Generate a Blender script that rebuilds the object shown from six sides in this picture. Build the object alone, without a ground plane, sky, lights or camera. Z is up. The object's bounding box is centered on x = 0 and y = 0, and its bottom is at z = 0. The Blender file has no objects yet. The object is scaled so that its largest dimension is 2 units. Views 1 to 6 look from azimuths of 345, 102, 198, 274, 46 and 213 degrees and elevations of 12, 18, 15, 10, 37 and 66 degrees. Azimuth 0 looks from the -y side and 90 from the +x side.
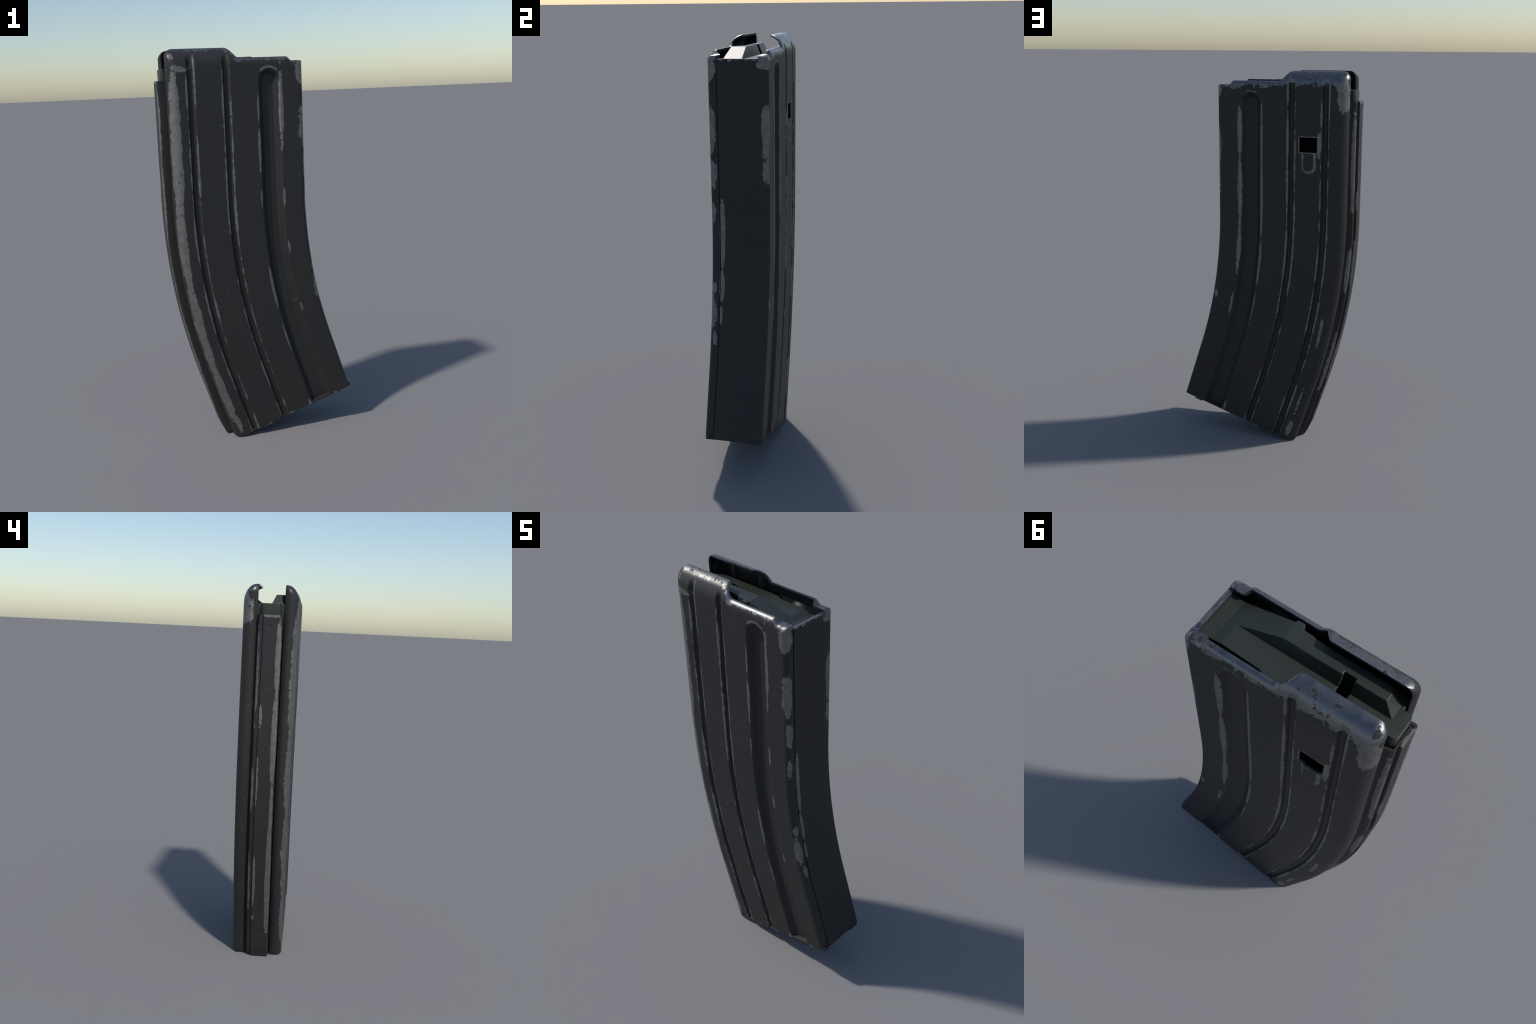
"""Curved box magazine of stamped sheet metal, built part by part.

All sheet-metal parts live in a bent frame: w runs rear (-) to front (+), sigma runs
down along the body (negative in the straight top, then an arc, then a straight tail).
bend(w, sigma) carries that frame into x, z; y is the thickness direction.
"""
import bpy, bmesh, math, random
from mathutils import Vector, Matrix

# ------------------------------------------------------------------ bent frame
R0 = 2.697            # bend radius of the line w = 0
ZA = 1.275            # height where the bend begins
TH = math.radians(17.8)
ARC = R0 * TH
S_END = ARC + 0.338   # open bottom end of the sheet metal
SIN, COS = math.sin(TH), math.cos(TH)


def bend(w, s):
    if s <= 0:
        return w, ZA - s
    if s < ARC:
        a = s / R0
        return R0 - (R0 - w) * math.cos(a), ZA - (R0 - w) * math.sin(a)
    t = s - ARC
    return (R0 - (R0 - w) * COS + t * SIN, ZA - (R0 - w) * SIN - t * COS)


def sig(z):           # sigma of a height in the straight top
    return ZA - z


def sstep(a, b, x):
    t = min(1.0, max(0.0, (x - a) / (b - a)))
    return t * t * (3 - 2 * t)


def lerp(a, b, t):
    return a + (b - a) * t


# ------------------------------------------------------------------ dimensions
T = 0.137             # half thickness of the body, outside
WR = -0.4390          # rearmost line of the shell, where its edge starts to curl in
WF = 0.241            # front face
PLATE_TOP = 1.9150    # upper edge of the front plate
TIN = 0.0085          # sheet thickness
GROOVES = [(-0.327, 0.0185, 0.0145), (-0.152, 0.0180, 0.0145)]   # centre, half width, depth
WIDE = (0.064, 0.058, 0.027)
WIN = (-0.288, -0.195, sig(1.677), sig(1.602))                   # catch window


def relief(w, s, side):
    """Depth pressed into the side panel at (w, s)."""
    d = 0.0
    for c, h, dep in GROOVES:
        u = abs(w - c) / h
        v = sstep(sig(1.968), sig(1.930), s)
        if u < 1:
            d = max(d, dep * (1 - sstep(0.28, 1.0, u)) * v)
    c, h, dep = WIDE
    grow = 1 + 0.10 * max(0.0, (s - 0.3) / 0.9)
    h *= grow
    top = sig(1.896)
    cs = top + h
    q = abs(w - c) if s > cs else math.hypot(w - c, s - cs)
    u = q / h
    if u < 1:
        d = max(d, dep * (1 - sstep(0.42, 1.0, u)))
    if side > 0:      # thumbnail bulge under the catch window
        s0, wc, hh = WIN[3], -0.2455, 0.036
        cs = sig(1.497) - hh
        q = abs(w - wc) if s < cs else math.hypot(w - wc, s - cs)
        k = 1 - sstep(0.70, 1.02, q / hh)
        d -= 0.0065 * k * sstep(s0 - 0.0015, s0 - 0.0005, s)
    return d


def top_z(w):
    z = lerp(1.9990, 1.948, sstep(-0.145, -0.078, w))
    return z - 0.020 * sstep(0.160, 0.188, w)


def lip_y(w, side):   # |y| of the inner edge of the top lips
    y = lerp(0.064 if side > 0 else 0.068, 0.1105, sstep(-0.148, -0.102, w))
    return y - 0.020 * sstep(0.166, 0.186, w)


def roll_y(w):
    return T - 0.0025 - lerp(0.068, 0.1105, sstep(-0.148, -0.102, w))


def roll_z(w):
    r = lerp(0.092, 0.034, sstep(-0.146, -0.072, w))
    return r - 0.010 * sstep(0.160, 0.190, w)


def bottom_trim(w, s):
    """Rear bottom corner of the stamping is rounded off."""
    r = 0.026
    if w < WR + r and s > S_END - 0.06:
        dx = min(r, (WR + r) - w)
        cut = r - math.sqrt(max(0.0, r * r - dx * dx))
        s -= cut * 0.8 * (s - (S_END - 0.06)) / 0.06
    return s


# ------------------------------------------------------------------ scene helpers
root = bpy.data.objects.new("rifle_magazine", None)
bpy.context.scene.collection.objects.link(root)
root["label"] = "curved black sheet-metal ammunition box magazine with worn paint"
root["category"] = "rifle magazine"


def add(name, mesh, mat, parent=None, smooth=35):
    ob = bpy.data.objects.new(name, mesh)
    bpy.context.scene.collection.objects.link(ob)
    ob.parent = parent or root
    if mat:
        mesh.materials.clear()
        mesh.materials.append(mat)
    if smooth is not None:
        mesh.shade_smooth()
        mesh.set_sharp_from_angle(angle=math.radians(smooth))
    return ob


def finish(bm, name, thickness=None, bevel=None, merge=1e-5):
    """Weld, thicken inwards, return a plain mesh with modifiers applied."""
    bmesh.ops.remove_doubles(bm, verts=bm.verts, dist=merge)
    bmesh.ops.dissolve_degenerate(bm, edges=bm.edges, dist=1e-6)
    me = bpy.data.meshes.new(name)
    bm.to_mesh(me)
    bm.free()
    if thickness is None and bevel is None:
        return me
    ob = bpy.data.objects.new("helper", me)
    bpy.context.scene.collection.objects.link(ob)
    if thickness:
        m = ob.modifiers.new("t", 'SOLIDIFY')
        m.thickness = thickness
        m.offset = -1
        m.use_even_offset = False
    if bevel:
        b = ob.modifiers.new("b", 'BEVEL')
        b.width = bevel
        b.segments = 2
        b.limit_method = 'ANGLE'
        b.angle_limit = math.radians(40)
    dg = bpy.context.evaluated_depsgraph_get()
    out = bpy.data.meshes.new_from_object(ob.evaluated_get(dg))
    bpy.data.objects.remove(ob)
    out.name = name
    return out


# ------------------------------------------------------------------ node expression helper
class X:
    """A socket (or number) with arithmetic, for writing masks as formulas."""
    nt = None

    def __init__(self, s):
        self.s = s

    @staticmethod
    def math(op, *a, clamp=False):
        n = X.nt.nodes.new('ShaderNodeMath')
        n.operation = op
        n.use_clamp = clamp
        for i, v in enumerate(a):
            v = v.s if isinstance(v, X) else v
            if isinstance(v, (int, float)):
                n.inputs[i].default_value = v
            else:
                X.nt.links.new(v, n.inputs[i])
        return X(n.outputs[0])

    def __add__(s, o): return X.math('ADD', s, o)
    def __radd__(s, o): return X.math('ADD', o, s)
    def __sub__(s, o): return X.math('SUBTRACT', s, o)
    def __rsub__(s, o): return X.math('SUBTRACT', o, s)
    def __mul__(s, o): return X.math('MULTIPLY', s, o)
    def __rmul__(s, o): return X.math('MULTIPLY', o, s)
    def __truediv__(s, o): return X.math('DIVIDE', s, o)


def xabs(a): return X.math('ABSOLUTE', a)
def xmax(a, b): return X.math('MAXIMUM', a, b)
def xmin(a, b): return X.math('MINIMUM', a, b)
def xcos(a): return X.math('COSINE', a)
def xsin(a): return X.math('SINE', a)


def xstep(a, b, x):
    n = X.nt.nodes.new('ShaderNodeMapRange')
    n.interpolation_type = 'SMOOTHSTEP'
    for k, v in ((0, x), (1, a), (2, b)):
        v = v.s if isinstance(v, X) else v
        if isinstance(v, (int, float)):
            n.inputs[k].default_value = v
        else:
            X.nt.links.new(v, n.inputs[k])
    n.inputs[3].default_value = 0
    n.inputs[4].default_value = 1
    return X(n.outputs[0])


def xvec(x, y, z):
    n = X.nt.nodes.new('ShaderNodeCombineXYZ')
    for i, v in enumerate((x, y, z)):
        v = v.s if isinstance(v, X) else v
        if isinstance(v, (int, float)):
            n.inputs[i].default_value = v
        else:
            X.nt.links.new(v, n.inputs[i])
    return n.outputs[0]


def xvmath(op, *a):
    n = X.nt.nodes.new('ShaderNodeVectorMath')
    n.operation = op
    for i, v in enumerate(a):
        if isinstance(v, tuple):
            n.inputs[i].default_value = v
        else:
            X.nt.links.new(v, n.inputs[i])
    return n.outputs['Value'] if op == 'DOT_PRODUCT' else n.outputs['Vector']


def xnoise(vec, scale=1.0, detail=2.0, rough=0.5, dist=0.0):
    n = X.nt.nodes.new('ShaderNodeTexNoise')
    X.nt.links.new(vec, n.inputs['Vector'])
    n.inputs['Scale'].default_value = scale
    n.inputs['Detail'].default_value = detail
    n.inputs['Roughness'].default_value = rough
    n.inputs['Distortion'].default_value = dist
    return X(n.outputs[0])


def xmix(f, a, b):
    n = X.nt.nodes.new('ShaderNodeMix')
    n.data_type = 'RGBA'
    X.nt.links.new(f.s, n.inputs[0])
    for i, v in ((6, a), (7, b)):
        if isinstance(v, tuple):
            n.inputs[i].default_value = (*v, 1)
        else:
            X.nt.links.new(v, n.inputs[i])
    return n.outputs[2]


def lin(v):
    return tuple(((c / 255 + 0.055) / 1.055) ** 2.4 if c > 10 else c / 255 / 12.92 for c in v)


def new_mat(name):
    m = bpy.data.materials.new(name)
    m.use_nodes = True
    nt = m.node_tree
    nt.nodes.clear()
    out = nt.nodes.new('ShaderNodeOutputMaterial')
    b = nt.nodes.new('ShaderNodeBsdfPrincipled')
    nt.links.new(b.outputs[0], out.inputs[0])
    X.nt = nt
    return m, nt, b


# where the paint is rubbed through: (y, w, sigma, ry, rw, rsigma, edge_noise)
PATCHES = [
    # panel side -y, rear shoulder: long polished run with breaks
    (-0.118, -0.408, -0.250, 0.040, 0.028, 0.44, 0.5),
    (-0.118, -0.412, 0.170, 0.040, 0.024, 0.22, 0.6),
    (-0.118, -0.412, 0.560, 0.040, 0.023, 0.29, 0.6),
    (-0.118, -0.410, 0.920, 0.040, 0.022, 0.20, 0.6),
    (-0.124, -0.398, 1.105, 0.040, 0.018, 0.065, 0.9),
    (-0.130, -0.385, -0.630, 0.050, 0.050, 0.022, 1.6),
    (0.137, -0.298, -0.360, 0.030, 0.0135, 0.065, 0.8),
    # panel side +y, rear top corner and tail
    (0.115, -0.415, -0.600, 0.045, 0.038, 0.085, 0.8),
    (0.132, -0.385, 0.560, 0.030, 0.009, 0.080, 1.2),
    (0.132, -0.388, 0.930, 0.030, 0.008, 0.100, 1.4),
    (0.134, -0.388, 1.110, 0.030, 0.015, 0.060, 1.2),
    # rims of the wide channel, -y then +y
    (-0.137, 0.122, -0.430, 0.03, 0.011, 0.20, 0.9),
    (-0.137, 0.124, 0.020, 0.03, 0.007, 0.050, 0.8),
    (-0.137, 0.126, 0.290, 0.03, 0.007, 0.035, 0.9),
    (-0.137, 0.127, 0.630, 0.03, 0.006, 0.030, 0.9),
    (-0.137, 0.004, -0.430, 0.03, 0.005, 0.080, 0.8),
    (-0.137, 0.004, -0.230, 0.03, 0.008, 0.120, 0.6),
    (-0.137, 0.004, 0.020, 0.03, 0.004, 0.060, 1.2),
    (-0.137, 0.003, 0.480, 0.03, 0.007, 0.120, 0.6),
    (-0.137, 0.002, 0.760, 0.03, 0.005, 0.090, 1.2),
    (-0.137, 0.000, 1.165, 0.03, 0.009, 0.020, 0.9),
    (0.137, 0.123, -0.420, 0.03, 0.0125, 0.150, 0.8),
    (0.137, 0.124, -0.120, 0.03, 0.0130, 0.190, 0.7),
    (0.137, 0.125, 0.190, 0.03, 0.0125, 0.170, 0.8),
    (0.137, 0.128, 0.540, 0.03, 0.006, 0.070, 1.2),
    (0.137, 0.005, -0.400, 0.03, 0.006, 0.170, 0.8),
    (0.137, 0.005, -0.060, 0.03, 0.008, 0.200, 0.7),
    (0.137, 0.004, 0.250, 0.03, 0.007, 0.140, 0.9),
    (0.137, 0.003, 0.520, 0.03, 0.004, 0.100, 1.3),
    (0.137, 0.000, 1.145, 0.03, 0.008, 0.030, 0.9),
    # front corner, -y
    (-0.130, 0.226, -0.600, 0.040, 0.026, 0.060, 0.8),
    (-0.124, 0.232, -0.330, 0.022, 0.030, 0.110, 0.6),
    (-0.120, 0.236, -0.130, 0.020, 0.020, 0.070, 1.4),
    (-0.124, 0.236, 0.050, 0.014, 0.014, 0.060, 1.5),
    (-0.122, 0.236, 0.430, 0.017, 0.018, 0.035, 1.3),
    (-0.126, 0.232, 0.545, 0.022, 0.020, 0.085, 0.9),
    (-0.112, 0.238, 0.690, 0.012, 0.014, 0.040, 1.2),
    # front corner, +y
    (0.120, 0.238, -0.620, 0.040, 0.020, 0.025, 0.8),
    (0.124, 0.236, -0.340, 0.023, 0.014, 0.120, 0.4),
    (0.121, 0.236, -0.185, 0.022, 0.010, 0.110, 1.1),
    (0.134, 0.222, 0.500, 0.010, 0.012, 0.030, 1.0),
    # front plate seam edge
    (-0.083, 0.242, 0.150, 0.014, 0.010, 0.190, 0.5),
    (-0.085, 0.242, 0.420, 0.013, 0.010, 0.085, 0.4),
    (-0.087, 0.242, 0.570, 0.009, 0.010, 0.050, 0.7),
    # spine plate and box
    (-0.050, -0.476, -0.360, 0.014, 0.014, 0.20, 0.5),
    (-0.050, -0.476, 0.000, 0.015, 0.014, 0.22, 0.4),
    (-0.052, -0.476, 0.330, 0.010, 0.014, 0.13, 0.9),
    (-0.050, -0.476, 0.680, 0.015, 0.014, 0.32, 0.5),
    (-0.010, -0.476, -0.573, 0.045, 0.014, 0.010, 0.8),
    (0.025, -0.476, -0.080, 0.011, 0.010, 0.055, 0.4),
    (0.028, -0.476, 0.210, 0.007, 0.010, 0.120, 0.8),
    (0.024, -0.476, 0.690, 0.009, 0.010, 0.130, 0.4),
    (0.024, -0.476, 0.890, 0.007, 0.010, 0.018, 0.6),
    (0.052, -0.457, -0.290, 0.011, 0.014, 0.26, 0.7),
    (0.052, -0.457, 0.255, 0.011, 0.014, 0.12, 0.5),
    (0.052, -0.457, 0.690, 0.009, 0.014, 0.19, 0.9),
]


def metal_material():
    m, nt, bsdf = new_mat("worn_black_paint")
    tc = nt.nodes.new('ShaderNodeTexCoord')
    sep = nt.nodes.new('ShaderNodeSeparateXYZ')
    nt.links.new(tc.outputs['Object'], sep.inputs[0])
    px, y, pz = (X(o) for o in sep.outputs)
    geo = nt.nodes.new('ShaderNodeNewGeometry')
    sn = nt.nodes.new('ShaderNodeSeparateXYZ')
    nt.links.new(geo.outputs['Normal'], sn.inputs[0])
    nx, ny, nz = (X(o) for o in sn.outputs)
    # undo the bend: w and sigma from x, z
    dx, dz = R0 - px, ZA - pz
    ph = xmin(xmax(X.math('ARCTAN2', dz, dx), 0.0), TH)
    c, s_ = xcos(ph), xsin(ph)
    w = R0 - (dx * c + dz * s_)
    sg = ph * R0 - dx * s_ + dz * c
    ay = xabs(y)
    pos = xvec(w, y, sg)
    side = X.math('GREATER_THAN', y, 0.0)

    hatch = xnoise(xvec(w * 30 + sg * 55, y * 40, sg * 130 - w * 40), 1, 2, 0.5)
    fine = xnoise(pos, 150, 4, 0.65)            # ragged chip edges
    med = xnoise(pos, 38, 3, 0.6)
    streak = xnoise(xvec(w * 60, y * 60, sg * 7), 1, 3, 0.6)
    low = xnoise(pos, 13, 2, 0.5)
    rag = (low - 0.5) * 0.9 + (fine - 0.5) * 0.55 + (med - 0.5) * 0.9 + (streak - 0.5) * 0.6 \
        + (hatch - 0.5) * 0.5
    ragm = rag - 0.10

    wear = None

    def put(mask):
        nonlocal wear
        wear = mask if wear is None else xmax(wear, mask)

    # --- rubbed rims of the pressed channels
    lines = []
    for c_, h, d in GROOVES:
        lines += [(c_ - h - 0.001, 0.0062), (c_ + h + 0.001, 0.0055)]
    flat = X.math('GREATER_THAN', ay, T - 0.022)
    for i, (wk, hw) in enumerate(lines):
        life = xnoise(xvec(wk * 91 + 3.1 * i, side * 17.3, sg * 6.5), 1, 3, 0.6)
        width = (life - 0.40 - xstep(0.0, 1.0, sg) * 0.06) * (hw * 6.0)
        width = xmin(width, hw) + rag * 0.007 - 0.0006
        dist = xabs(w - wk)
        put(xstep(-0.0012, 0.0012, width - dist) * flat
            * xstep(sig(1.975), sig(1.955), sg))
    # the wide channel, with its round top
    cw, hw_, _ = WIDE
    half = hw_ * (1 + 0.10 * xmax(0.0, (sg - 0.3) / 0.9))
    cs = sig(1.896) + hw_
    up = xmin(sg - cs, 0.0)
    q = X.math('SQRT', (w - cw) * (w - cw) + up * up)
    front_edge = X.math('GREATER_THAN', w, cw)
    life = xnoise(xvec(front_edge * 7.7 + 1.3, side * 11.0 + 4.4, sg * 5.0), 1, 3, 0.6)
    fade = 1.0 - xstep(0.0, 0.75, sg) * 0.55
    width = 0.0070 - side * 0.0045 + (life - 0.5) * 0.03 + rag * 0.017 \
        - xstep(cs - 0.060, cs - 0.028, sg) * 0.012
    put(xstep(-0.0012, 0.0012, width - xabs(q - half - 0.002)) * flat
        * X.math('LESS_THAN', sg, cs - 0.03 * xmax(half - half + 1.0, 0.0)))
    # rim of the thumbnail dent and the catch window
    us = xmax(sg - (sig(1.497) - 0.035), 0.0)
    uq = X.math('SQRT', (w + 0.2455) * (w + 0.2455) + us * us)
    inu = X.math('GREATER_THAN', sg, WIN[3] - 0.002) * side * flat
    put(xstep(-0.001, 0.001, 0.0058 + rag * 0.006 - xabs(uq - 0.0315)) * inu
        * X.math('LESS_THAN', sg, sig(1.48)))
    bx = xabs(w - (WIN[0] + WIN[1]) / 2) - (WIN[1] - WIN[0]) / 2
    bz = xabs(sg - (WIN[2] + WIN[3]) / 2) - (WIN[3] - WIN[2]) / 2
    put(xstep(-0.001, 0.001, 0.0035 + rag * 0.008 - xmax(bx, bz)) * side * flat)

    # --- open bottom rim: small chips
    chip = xnoise(xvec(w * 22, y * 22, 0.0), 1, 2, 0.5)
    put(xstep(-0.0015, 0.0015, sg - (S_END - 0.010) + (chip - 0.66 - xstep(0.18, 0.21, w)) * 0.09 + rag * 0.006)
        * X.math('GREATER_THAN', ay, T - 0.0022))
    # --- top rim of the plates
    put(xstep(-0.0015, 0.0015, 0.006 + (med - 0.5) * 0.05 - (sg - sig(1.916)))
        * X.math('GREATER_THAN', w, 0.225))

    # --- hand-set rubbed areas
    # (each patch looks at the sum so far through a vanishing offset: this keeps the
    #  shader evaluating them one after another instead of all at once)
    for (py, pw, ps, ry, rw, rs, en) in PATCHES:
        here = xvmath('MULTIPLY_ADD', wear.s, (1e-7,) * 3, pos)
        v = xvmath('MULTIPLY_ADD', here, (1 / rw, 1 / ry, 1 / rs), (-pw / rw, -py / ry, -ps / rs))
        q4 = X.math('SQRT', X(xvmath('DOT_PRODUCT', v, v)))
        e = X.math('MULTIPLY_ADD', ragm, en, 1.02 - q4)
        put(xstep(-0.03, 0.03, e))

    # --- dark nicks that survive inside rubbed areas
    nick = xstep(0.665, 0.70, xnoise(xvec(w * 55, y * 55, sg * 40), 1, 3, 0.55)) \
        + xstep(0.70, 0.74, hatch) * 0.8
    wear = wear * (1.0 - xmin(nick, 1.0))

    # --- scratches: one short line per Voronoi cell, random direction
    scr = None
    for scale, off, keep in ((8.0, 0.0, 0.30), (14.0, 3.7, 0.16)):
        n = nt.nodes.new('ShaderNodeTexVoronoi')
        n.voronoi_dimensions = '2D'
        n.inputs['Scale'].default_value = scale
        flat2 = xvec(w + y * 0.9 + off, sg, 0.0)
        nt.links.new(flat2, n.inputs['Vector'])
        p2 = nt.nodes.new('ShaderNodeSeparateXYZ')
        nt.links.new(n.outputs['Position'], p2.inputs[0])
        cc = nt.nodes.new('ShaderNodeSeparateColor')
        nt.links.new(n.outputs['Color'], cc.inputs[0])
        r, g, b = (X(o) for o in cc.outputs)
        # Position comes back in texture space divided by scale
        u = (w + y * 0.9 + off) - X(p2.outputs[0])
        v = sg - X(p2.outputs[1])
        an = r * 6.283
        lu = u * xcos(an) + v * xsin(an)
        lv = v * xcos(an) - u * xsin(an) + lu * lu * (b - 0.5) * 4.0
        line = xstep(0.0013, 0.0003, xabs(lv)) * xstep(0.036, 0.010, xabs(lu)) \
            * X.math('LESS_THAN', g, keep) * xstep(0.35, 0.6, fine)
        scr = line if scr is None else xmax(scr, line)
    scr = scr * 0.32

    # --- bright rolled lips
    left = xnoise(xvec(w * 26, y * 26, pz * 26), 1, 4, 0.62, 0.4)
    brush = xnoise(xvec(w * 70, y * 14, pz * 14), 1, 3, 0.6)
    # the +y lip is bright almost to its foot, the -y lip only on its crown
    foot_n = 0.26 + xstep(-0.10, -0.05, w) * 0.22 + (1.0 - side) * 0.58 * xstep(-0.10, -0.16, w)
    edge_n = nz - foot_n + (left - 0.5) * 0.9 + (brush - 0.5) * 0.45
    lipz = xstep(-0.03, 0.03, edge_n) * X.math('GREATER_THAN', pz, 1.885) * X.math('GREATER_THAN', nz, 0.12)
    spots = xmax(xstep(0.615, 0.65, left), xstep(0.66, 0.70, brush) * 0.8)
    corner = X.math('GREATER_THAN', w, 0.185) * xstep(0.45, 0.52, left)
    lip = lipz * (1.0 - xmax(spots, corner))
    # ragged skirt of worn grey below the rolled edge
    skirt = xstep(-0.0015, 0.0015, (ZA - sg) - 1.925 + rag * 0.03 - (left - 0.5) * 0.10
                  + xstep(-0.06, -0.13, w) * -0.018 ) * X.math('GREATER_THAN', ny * ny + nx * nx, 0.2) \
        * xstep(0.03, 0.12, ay)
    put(skirt * (1.0 - xstep(0.60, 0.64, left)) * flat * side)

    wear = wear * X.math('GREATER_THAN', ny * y, -0.02) * X.math('GREATER_THAN', nz + xstep(1.86, 1.80, pz) * 0.35, -0.25)
    outw = X.math('GREATER_THAN', ny * y, -0.012)
    lip = lip * outw
    rimlip = X.math('LESS_THAN', ay, 0.0668) * X.math('GREATER_THAN', pz, 1.90) * X.math('GREATER_THAN', w, -0.405) \
        * X.math('LESS_THAN', w, -0.150)
    lip = xmax(lip, rimlip)
    # --- colours
    cloud = xnoise(pos, 5, 3, 0.6)
    paint = xmix(cloud, lin((39, 40, 41)), lin((42, 41, 40)))
    # brownish grime that gathers beside the pressed edges and shoulders
    gr = xstep(0.030, 0.004, xabs(q - half)) * 0.5
    for wk, hw in lines:
        gr = xmax(gr, xstep(0.018, 0.003, xabs(w - wk)) * 0.55)
    gr = xmax(gr, xstep(-0.385, -0.43, w) * 0.7)
    gr = xmax(gr, xstep(0.1, 1.2, sg) * 0.45)
    gr = gr * xstep(0.35, 0.65, cloud)
    paint = xmix(gr, paint, lin((44, 39, 36)))
    rub = xstep(0.10, 0.45, nz) * X.math('GREATER_THAN', ny * y, -0.012) * X.math('GREATER_THAN', pz, 1.885)      # polished paint on the lips
    paint = xmix(rub, paint, lin((50, 49, 49)))
    bare = xmix(xstep(0.3, 0.7, med), lin((112, 111, 109)), lin((128, 127, 124)))
    shine = xmix(left, lin((116, 115, 116)), lin((136, 135, 134)))
    col = xmix(wear, paint, bare)
    col = xmix(scr, col, lin((120, 124, 124)))
    col = xmix(lip, col, shine)
    nt.links.new(col, bsdf.inputs['Base Color'])
    metal = xmax(wear * 0.75, lip)
    nt.links.new(metal.s, bsdf.inputs['Metallic'])
    rough = 0.52 + (med - 0.5) * 0.10 - rub * 0.16
    rough = rough * (1.0 - wear) + wear * (0.50 + (hatch - 0.5) * 0.2)
    rough = rough * (1.0 - lip) + lip * (0.34 + (1.0 - side) * 0.12 + (left - 0.4) * 0.3)
    nt.links.new(rough.s, bsdf.inputs['Roughness'])
    bsdf.inputs['Specular IOR Level'].default_value = 0.35
    bump = nt.nodes.new('ShaderNodeBump')
    bump.inputs['Strength'].default_value = 0.25
    bump.inputs['Distance'].default_value = 0.002
    h = (1.0 - wear) * 0.5 - scr * 0.6 + (fine - 0.5) * 0.12
    nt.links.new(h.s, bump.inputs['Height'])
    nt.links.new(bump.outputs[0], bsdf.inputs['Normal'])
    return m


def follower_material():
    m, nt, bsdf = new_mat("olive_polymer")
    tc = nt.nodes.new('ShaderNodeTexCoord')
    v = tc.outputs['Object']
    n1 = xnoise(v, 9, 3, 0.6)
    n2 = xnoise(v, 260, 3, 0.6)
    col = xmix(n1, lin((41, 47, 42)), lin((46, 50, 43)))
    nt.links.new(col, bsdf.inputs['Base Color'])
    r = 0.42 + (n1 - 0.5) * 0.1
    nt.links.new(r.s, bsdf.inputs['Roughness'])
    bsdf.inputs['Specular IOR Level'].default_value = 0.5
    bump = nt.nodes.new('ShaderNodeBump')
    bump.inputs['Strength'].default_value = 0.12
    bump.inputs['Distance'].default_value = 0.001
    nt.links.new(n2.s, bump.inputs['Height'])
    nt.links.new(bump.outputs[0], bsdf.inputs['Normal'])
    return m


METAL = metal_material()
POLY = follower_material()


# ------------------------------------------------------------------ side shells
def axis_samples(a, b, step, marks=()):
    n = max(1, round((b - a) / step))
    xs = [a + (b - a) * i / n for i in range(n + 1)]
    for m in marks:
        if a < m < b:
            i = min(range(1, n), key=lambda k: abs(xs[k] - m))
            xs[i] = m
    return xs


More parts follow.
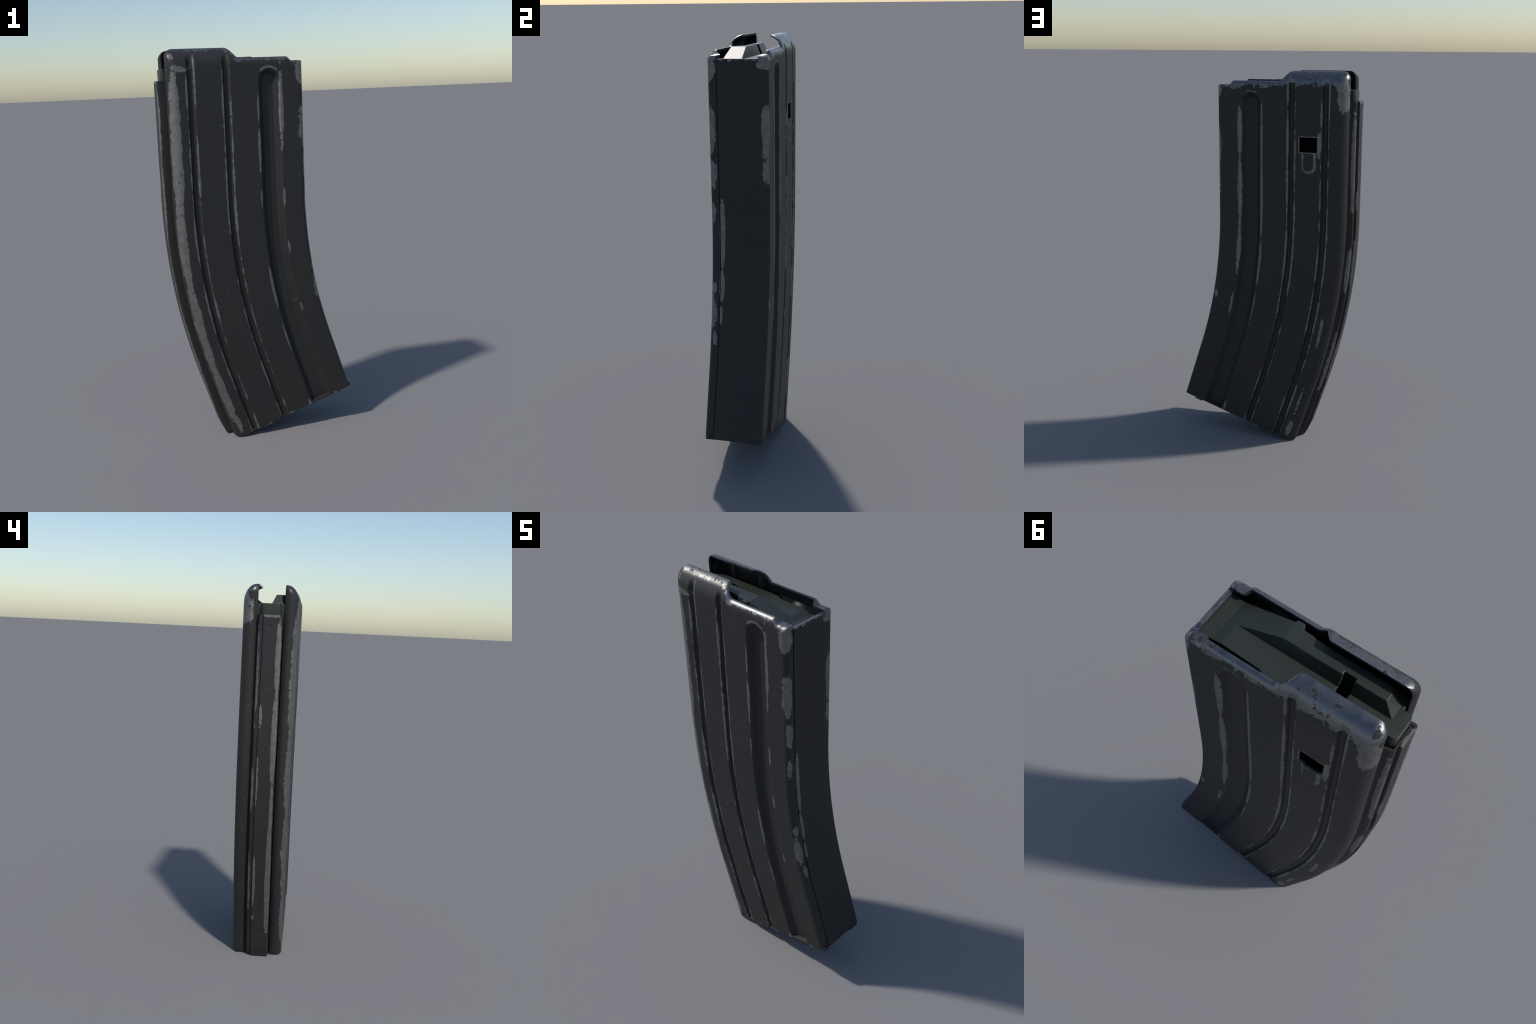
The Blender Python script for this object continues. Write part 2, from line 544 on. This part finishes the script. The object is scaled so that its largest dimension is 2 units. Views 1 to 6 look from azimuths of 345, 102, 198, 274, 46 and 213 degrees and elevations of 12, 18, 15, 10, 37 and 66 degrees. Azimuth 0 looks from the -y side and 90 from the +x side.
def side_shell(side):
    wf = WF if side > 0 else WF - 0.0015
    r_f = 0.014 if side > 0 else 0.024         # front corner radius
    wp_r, wp_f = WR + 0.050, wf - r_f        # where the flat panel ends
    ws = axis_samples(wp_r, wp_f, 0.0032, (WIN[0], WIN[1]) if side > 0 else ())
    s_top = sig(1.86)
    ss = axis_samples(s_top, S_END, 0.0095, (WIN[2], WIN[3]) if side > 0 else ())
    NT = 10                                    # rows between s_top and the rolled lip
    K = 12                                     # samples round a rolled edge
    E = 4                                      # samples across the flange behind it
    y_in = 0.0635 if side > 0 else 0.0675      # inner edge of the rear flange
    bm = bmesh.new()

    def vert(w, s, y):
        x, z = bend(w, bottom_trim(w, s))
        return bm.verts.new((x, side * y, z))

    def strip(rows, skip=None):
        for a, b in zip(rows, rows[1:]):
            for p, q, r, t in zip(a, a[1:], b[1:], b):
                vs = []
                for v in (p, q, r, t):
                    if not vs or (v is not vs[-1]):
                        vs.append(v)
                if vs[0] is vs[-1]:
                    vs.pop()
                if len(vs) >= 3 and not (skip and skip(vs)):
                    bm.faces.new(vs)

    # flat panel with pressed relief
    grid = []
    for w in ws:
        st = sig(top_z(w) - roll_z(w))
        col = [lerp(st, s_top, k / NT) for k in range(NT)] + ss
        grid.append((w, col))
    rows = [[vert(w, s, T - relief(w, s, side)) for s in col] for w, col in grid]

    # catch window
    hole = None
    if side > 0:
        iw = [i for i, w in enumerate(ws) if WIN[0] - 1e-6 <= w <= WIN[1] + 1e-6]
        isg = [NT + i for i, s in enumerate(ss) if WIN[2] - 1e-6 <= s <= WIN[3] + 1e-6]
        inside = {rows[i][j] for i in iw for j in isg}
        hole = lambda vs: all(v in inside for v in vs)
    strip(rows, hole)

    # rolled top lips
    lip_rows = []
    for i, (w, col) in enumerate(grid):
        zt, ry, rz, yc = top_z(w), roll_y(w), roll_z(w), lip_y(w, side)
        r = []
        for k in range(K + 1):
            a = math.pi / 2 * k / K
            zz = zt - rz + rz * math.sin(a)
            d = relief(w, sig(zz), side)
            yy = T - ry + (ry - d) * math.cos(a)
            zz = zt - rz + (rz - d * (rz / ry if rz < ry else 1)) * math.sin(a) if d else zz
            r.append(rows[i][0] if k == 0 else vert(w, sig(zz), yy))
        for k in range(1, E + 1):
            r.append(vert(w, sig(zt), lerp(T - ry, yc, k / E)))
        lip_rows.append(r)
    strip(lip_rows)

    # rear shoulder and front shoulder share one rule
    def shoulder(i_col, w_edge, ry, y_end, curl=0.0):
        w0 = grid[i_col][0]
        out = []
        for j, s in enumerate(grid[i_col][1]):
            ye = y_end(s)
            r = []
            for k in range(K + 1):
                a = math.pi / 2 * k / K
                r.append(rows[i_col][j] if k == 0 else
                         vert(w0 + (w_edge - w0) * math.sin(a), s, T - ry + ry * math.cos(a)))
            for k in range(1, E + 1):
                r.append(vert(w_edge + curl * (k / E) ** 2, s, lerp(T - ry, ye, k / E)))
            out.append(r)
        return out

    rear = shoulder(0, WR, 0.042, lambda s: y_in, 0.0105)
    if side > 0:
        front_end = lambda s: 0.091 if s < sig(PLATE_TOP + 0.0001) else -0.092
    else:
        front_end = lambda s: 0.0958
    front = shoulder(len(ws) - 1, wf, r_f, front_end)
    strip([r for r in rear])
    strip([r for r in front])

    # corner fans (top rear, top front)
    def fan(i_col, w_edge, ry_e, y_e, R, first, last, curl=0.0):
        w0, col = grid[i_col]
        s0 = col[0]
        st = sig(top_z(w0))
        ry_t, y_t = roll_y(w0), lip_y(w0, side)
        sgn = 1 if w_edge > w0 else -1
        pts = []
        cw, csig = w_edge - sgn * R, st + R
        M = 14
        n1 = 6
        if side > 0 and sgn > 0:      # the face plate reaches a little above the flat panel
            for z in (1.9075, 1.9115, PLATE_TOP, PLATE_TOP + 0.0002, 1.9175):
                pts.append((w_edge, sig(z)))
        else:
            for k in range(1, n1 + 1):
                pts.append((w_edge, lerp(s0, csig, k / n1)))
        for k in range(1, M + 1):
            a = math.pi / 2 * k / M
            pts.append((cw + sgn * R * math.cos(a), csig - R * math.sin(a)))
        n2 = 4
        for k in range(1, n2):
            pts.append((lerp(cw, w0, k / n2), st))
        out = [first]
        for m, (ow, os_) in enumerate(pts):
            f = (m + 1) / (len(pts) + 1)
            f = f * f * (3 - 2 * f)
            ry, ye = lerp(ry_e, ry_t, f), lerp(y_e, y_t, f)
            if side > 0 and sgn > 0 and os_ > sig(PLATE_TOP + 0.0001):
                ye = -0.092
            r = []
            for k in range(K + 1):
                a = math.pi / 2 * k / K
                sn = math.sin(a)
                r.append(rows[i_col][0] if k == 0 else
                         vert(w0 + (ow - w0) * sn, s0 + (os_ - s0) * sn, T - ry + ry * math.cos(a)))
            for k in range(1, E + 1):
                r.append(vert(ow + curl * (1 - f) * (k / E) ** 2, os_, lerp(T - ry, ye, k / E)))
            out.append(r)
        out.append(last)
        strip(out)

    fan(0, WR, 0.042, y_in, 0.042, rear[0], lip_rows[0], 0.0105)
    fan(len(ws) - 1, wf, r_f, 0.091 if side > 0 else 0.0958, 0.008, front[0], lip_rows[-1])

    if side < 0:
        # tongue that runs under the front plate
        tongue = []
        for s in [sig(PLATE_TOP - 0.001)] + [q for q in ss if q > sig(1.9)]:
            tongue.append([vert(wf, s, 0.0958), vert(wf - 0.005, s, 0.0950), vert(wf - 0.0155, s, 0.0943), vert(wf - 0.0165, s, 0.088), vert(wf - 0.0165, s, 0.0), vert(wf - 0.0165, s, -0.089)])
        strip(tongue)

    bmesh.ops.recalc_face_normals(bm, faces=bm.faces)
    # make sure normals look outwards
    f0 = max((f for f in bm.faces), key=lambda f: side * f.calc_center_median().y)
    if f0.normal.y * side < 0:
        bmesh.ops.reverse_faces(bm, faces=bm.faces)
    return finish(bm, "side_shell", TIN)


def split_off(mesh, name, test):
    """Cut the faces whose centre passes test into a mesh of their own, keeping the shading."""
    normals = [tuple(n.vector) for n in mesh.corner_normals]
    vert_n = {}
    for lp, n in zip(mesh.loops, normals):
        vert_n.setdefault(lp.vertex_index, n)
    parts = []
    for keep in (False, True):
        bm = bmesh.new()
        bm.from_mesh(mesh)
        bm.faces.ensure_lookup_table()
        bmesh.ops.delete(bm, geom=[f for f in bm.faces if test(f.calc_center_median()) != keep],
                         context='FACES')
        me = bpy.data.meshes.new(name if keep else mesh.name)
        bm.to_mesh(me)
        bm.free()
        parts.append(me)
    return parts


for side in (1, -1):
    me = side_shell(side)
    if side > 0:
        rest, plate = split_off(me, "face_plate",
                                lambda c: c.y < 0.091 and c.x > 0.2 and
                                (R0 - (R0 - c.x)) > 0 and c.y < 0.112 and c.z < 1.92 and
                                c.y < 0.0912)
        add("side_shell", rest, METAL)
        add("face_plate", plate, METAL)
    else:
        add("side_shell", me, METAL)


# ------------------------------------------------------------------ spine at the rear
def arc_path(points, n=5):
    """Polyline with rounded corners: points are (w, y, radius)."""
    out = []
    for i, (w, y, r) in enumerate(points):
        if r <= 0 or i in (0, len(points) - 1):
            out.append((w, y))
            continue
        a, b, c = Vector(points[i - 1][:2]), Vector((w, y)), Vector(points[i + 1][:2])
        d1, d2 = (a - b).normalized(), (c - b).normalized()
        for k in range(n + 1):
            t = k / n
            p = b + d1 * r * (1 - t) ** 2 + d2 * r * t ** 2
            out.append((p.x, p.y))
    return out


def densify(path, step):
    out = [path[0]]
    for a, b in zip(path, path[1:]):
        n = max(1, int(math.hypot(b[0] - a[0], b[1] - a[1]) / step))
        out += [(lerp(a[0], b[0], k / n), lerp(a[1], b[1], k / n)) for k in range(1, n + 1)]
    return out


DIMPLES = [-0.520, -0.227, 0.067, 0.372, 0.683, 0.985]


def sweep(path, s0, s1, name, thick, shift=lambda w, y, s: (w, s), dimples=False, step=0.010):
    bm = bmesh.new()
    n = round((s1 - s0) / step)
    rows = []
    for i in range(n + 1):
        s = lerp(s0, s1, i / n)
        row = []
        for w, y in path:
            w2, s2 = shift(w, y, s)
            if dimples and w < -0.474:
                for d in DIMPLES:
                    q = math.hypot(s - d, y + 0.001)
                    if q < 0.013:
                        w2 += 0.0014 * (1 - sstep(0.004, 0.0125, q))
            x, z = bend(w2, s2)
            row.append(bm.verts.new((x, y, z)))
        rows.append(row)
    for a, b in zip(rows, rows[1:]):
        for p, q, r, t in zip(a, a[1:], b[1:], b):
            bm.faces.new((p, q, r, t))
    bm.faces.ensure_lookup_table()
    bmesh.ops.recalc_face_normals(bm, faces=bm.faces)
    f = min(bm.faces, key=lambda f: f.calc_center_median().x)
    if f.normal.x > 0:
        bmesh.ops.reverse_faces(bm, faces=bm.faces)
    return finish(bm, name, thick)


def box_shift(w, y, s):
    k = max(0.0, (s - (S_END - 0.05)) / 0.05)
    lift = max(0.0, (WR + 0.012) - w) * 0.55 + 0.002
    k2 = sstep(S_END - 0.085, S_END - 0.02, s)
    return w + 0.008 * k2 * sstep(0.440, 0.463, -w), s - lift * k


def plate_shift(w, y, s):
    k = sstep(S_END - 0.085, S_END - 0.02, s)
    w2 = w + 0.008 * k * sstep(0.440, 0.474, -w)
    j = max(0.0, (s - (S_END - 0.05)) / 0.05)
    return w2, s - 0.020 * j


box = arc_path([(-0.4290, 0.0634, 0), (-0.4370, 0.0585, 0.004), (-0.4650, 0.0540, 0.010),
                (-0.4650, -0.050, 0.008), (-0.432, -0.052, 0)])
add("spine_box", sweep(densify(box, 0.012), sig(1.8515), S_END, "spine_box", 0.0075, box_shift), METAL)
plate = arc_path([(-0.4762, 0.0295, 0), (-0.4762, -0.0635, 0.011), (-0.430, -0.0635, 0)])
add("spine_plate", sweep(densify(plate, 0.0025), sig(1.8520), S_END, "spine_plate", 0.0105, plate_shift,
                         dimples=True, step=0.0032), METAL)


# ------------------------------------------------------------------ floor plate
def slab(outline, s0, s1, name, bevel=0.003):
    bm = bmesh.new()
    vs = []
    for s in (s0, s1):
        vs.append([bm.verts.new((bend(w, s)[0], y, bend(w, s)[1])) for w, y in outline])
    n = len(outline)
    bm.faces.new(vs[0])
    bm.faces.new(vs[1][::-1])
    for i in range(n):
        j = (i + 1) % n
        bm.faces.new((vs[0][i], vs[1][i], vs[1][j], vs[0][j]))
    bmesh.ops.recalc_face_normals(bm, faces=bm.faces)
    return finish(bm, name, None, bevel)


def rounded_rect(w0, w1, y0, y1, r, n=5):
    out = []
    for cw, cy, a0 in ((w1 - r, y1 - r, 0), (w0 + r, y1 - r, 90), (w0 + r, y0 + r, 180), (w1 - r, y0 + r, 270)):
        for k in range(n + 1):
            a = math.radians(a0 + 90 * k / n)
            out.append((cw + r * math.cos(a), cy + r * math.sin(a)))
    return out


floor = add("floor_plate", slab(rounded_rect(-0.405, 0.2395, -0.1335, 0.1335, 0.012), S_END - 0.0085, S_END + 0.0035,
                                "floor_plate"), METAL, smooth=40)
for (w0, w1, y0, y1, up, dn) in ((0.2335, 0.2465, -0.130, -0.094, 0.012, 0.0020),
                                 (0.2335, 0.2440, 0.062, 0.122, 0.003, 0.0055)):
    add("floor_tab", slab(rounded_rect(w0, w1, y0, y1, 0.006), S_END - up, S_END + dn, "floor_tab", 0.0025),
        METAL, floor, 40)
for sd in (-1, 1):
    for w0, w1 in ((0.138, 0.178), (-0.305, -0.190)):
        y0, y1 = sorted((sd * 0.098, sd * (T - 0.0015)))
        dn = 0.0095 if w0 > 0 else 0.0075
        add("folded_rail", slab(rounded_rect(w0, w1, y0, y1, 0.004), S_END - 0.004, S_END + dn, "folded_rail", 0.0015),
            METAL, floor, 40)


# ------------------------------------------------------------------ follower
def prism(poly, axis_pts, name=None):
    """Closed loft through equally long loops of 3D points."""
    bm = bmesh.new()
    loops = [[bm.verts.new(p) for p in lp] for lp in axis_pts]
    n = len(loops[0])
    for a, b in zip(loops, loops[1:]):
        for i in range(n):
            j = (i + 1) % n
            bm.faces.new((a[i], a[j], b[j], b[i]))
    bm.faces.new(loops[0][::-1])
    bm.faces.new(loops[-1])
    bmesh.ops.recalc_face_normals(bm, faces=bm.faces)
    return bm


def boolean_cut(mesh, boxes):
    ob = bpy.data.objects.new("helper", mesh)
    bpy.context.scene.collection.objects.link(ob)
    cutters = []
    for (x0, x1, y0, y1, z0, z1) in boxes:
        bm = prism(None, [[(x0, y0, z), (x1, y0, z), (x1, y1, z), (x0, y1, z)] for z in (z0, z1)])
        me = bpy.data.meshes.new("cutter")
        bm.to_mesh(me)
        bm.free()
        c = bpy.data.objects.new("cutter", me)
        bpy.context.scene.collection.objects.link(c)
        cutters.append(c)
        b = ob.modifiers.new("c", 'BOOLEAN')
        b.operation = 'DIFFERENCE'
        b.solver = 'EXACT'
        b.object = c
    bv = ob.modifiers.new("b", 'BEVEL')
    bv.width = 0.0022
    bv.segments = 2
    bv.limit_method = 'ANGLE'
    bv.angle_limit = math.radians(25)
    dg = bpy.context.evaluated_depsgraph_get()
    out = bpy.data.meshes.new_from_object(ob.evaluated_get(dg))
    bpy.data.objects.remove(ob)
    for c in cutters:
        bpy.data.objects.remove(c)
    out.name = mesh.name
    return out


Z_DECK, Z_FRONT, Z_RIDGE = 1.9065, 1.8965, 1.952
SLOT = (-0.266, -0.224, -0.034, 0.062, 1.80, 2.05)


def deck_z(x):
    return Z_DECK if x < 0.143 else max(Z_FRONT, Z_DECK - 0.283 * (x - 0.143))


X_LINE = 0.143 + (Z_DECK - Z_FRONT) / 0.283
TAIL = [(-0.421, 0.0455)]                     # rounded tongue that rides in the spine
for cy, a0 in ((0.0285, 90), (-0.0350, 180)):
    for k in range(9):
        a = math.radians(a0 + 90 * k / 8)
        TAIL.append((-0.4397 + 0.017 * math.cos(a), cy + 0.017 * math.sin(a)))
TAIL.append((-0.421, -0.052))
deck_outline = [  # plan of the follower, going round
    (0.236, 0.080), (0.205, 0.079), (X_LINE, 0.078), (0.143, 0.079), (0.000, 0.084), (-0.010, 0.086), (-0.017, 0.095),
    (-0.075, 0.100), (-0.380, 0.100), (-0.421, 0.092), *TAIL, (-0.421, -0.090), (-0.380, -0.100), (-0.040, -0.102), (-0.015, -0.099),
    (0.000, -0.090), (0.143, -0.090), (X_LINE, -0.091), (0.210, -0.091), (0.236, -0.090),
    (0.236, -0.068), (0.229, -0.064), (0.229, 0.052), (0.236, 0.056)]
loops = []
for depth in (None, 0.030, 0.120):
    if depth is None:
        loops.append([(x, y, deck_z(x)) for x, y in deck_outline])
    else:
        k = 0.0 if depth < 0.1 else 0.006
        loops.append([(x * (1 - k * 2), y * (1 - k), 1.9065 - depth) for x, y in deck_outline])
bm = bmesh.new()
lv = [[bm.verts.new(p) for p in lp] for lp in loops]
n = len(deck_outline)
for a, b in zip(lv, lv[1:]):
    for i in range(n):
        j = (i + 1) % n
        bm.faces.new((a[i], a[j], b[j], b[i]))
bm.faces.new(lv[-1])
# top in three planar strips: front land, ramp foot, deck
m = len(TAIL)
top = lv[0]
bm.faces.new([top[i] for i in (16 + m, 17 + m, 18 + m, 19 + m, 20 + m, 21 + m, 22 + m, 0, 1, 2)])
bm.faces.new([top[i] for i in (2, 3, 15 + m, 16 + m)])
bm.faces.new([top[i] for i in range(3, 16 + m)])
bmesh.ops.recalc_face_normals(bm, faces=bm.faces)
me = bpy.data.meshes.new("follower")
bm.to_mesh(me)
bm.free()
follower = add("follower", boolean_cut(me, [SLOT]), POLY, smooth=None)

# raised cartridge guide with its ramp: foot loop, deck loop and a top that starts further back
top_pl = [(-0.016, -0.022), (-0.374, -0.022), (-0.374, -0.053), (-0.360, -0.073), (-0.092, -0.076), (-0.082, -0.080),
          (-0.046, -0.081), (-0.040, -0.100), (-0.015, -0.100), (-0.012, -0.0885)]
foot_pl = [(0.143, -0.003), (-0.411, -0.003), (-0.411, -0.059), (-0.388, -0.088), (-0.092, -0.090), (-0.082, -0.091),
           (-0.046, -0.092), (-0.040, -0.102), (-0.015, -0.101), (0.143, -0.0895)]
zd = Z_DECK + 0.0003
bm = prism(None, [[(x, y, zd - 0.012) for x, y in foot_pl], [(x, y, zd) for x, y in foot_pl],
                  [(x, y, Z_RIDGE) for x, y in top_pl]])
me = bpy.data.meshes.new("cartridge_guide")
bm.to_mesh(me)
bm.free()
guide = add("cartridge_guide", boolean_cut(me, [SLOT]), POLY, follower, None)

# small guide lugs beside the deck
for y0, y1 in ((-0.124, -0.095), (0.082, 0.116)):
    bm = prism(None, [[(0.137, y0, z), (0.160, y0, z), (0.160, y1, z), (0.137, y1, z)] for z in (1.79, 1.868)])
    add("guide_lug", finish(bm, "guide_lug", None, 0.002), POLY, follower, None)

# raised calibre marking on the front land, read from the front
cu = bpy.data.curves.new("calibre_marking", 'FONT')
cu.body = "5.56"
cu.size = 0.046
cu.extrude = 0.0005
cu.bevel_depth = 0.0003
cu.align_x = 'CENTER'
cu.align_y = 'CENTER'
cu.space_character = 1.22
tob = bpy.data.objects.new("helper", cu)
bpy.context.scene.collection.objects.link(tob)
dg = bpy.context.evaluated_depsgraph_get()
tme = bpy.data.meshes.new_from_object(tob.evaluated_get(dg))
bpy.data.objects.remove(tob)
# text right -> +y, text up -> -x
M = Matrix(((0, -1, 0, 0.2055), (1, 0, 0, -0.005), (0, 0, 1, Z_FRONT), (0, 0, 0, 1)))
tme.transform(M)
tme.name = "calibre_marking"
add("calibre_marking", tme, POLY, follower, 30)

for ob in list(bpy.data.objects):
    if ob.name.startswith(("helper", "cutter")):
        bpy.data.objects.remove(ob)
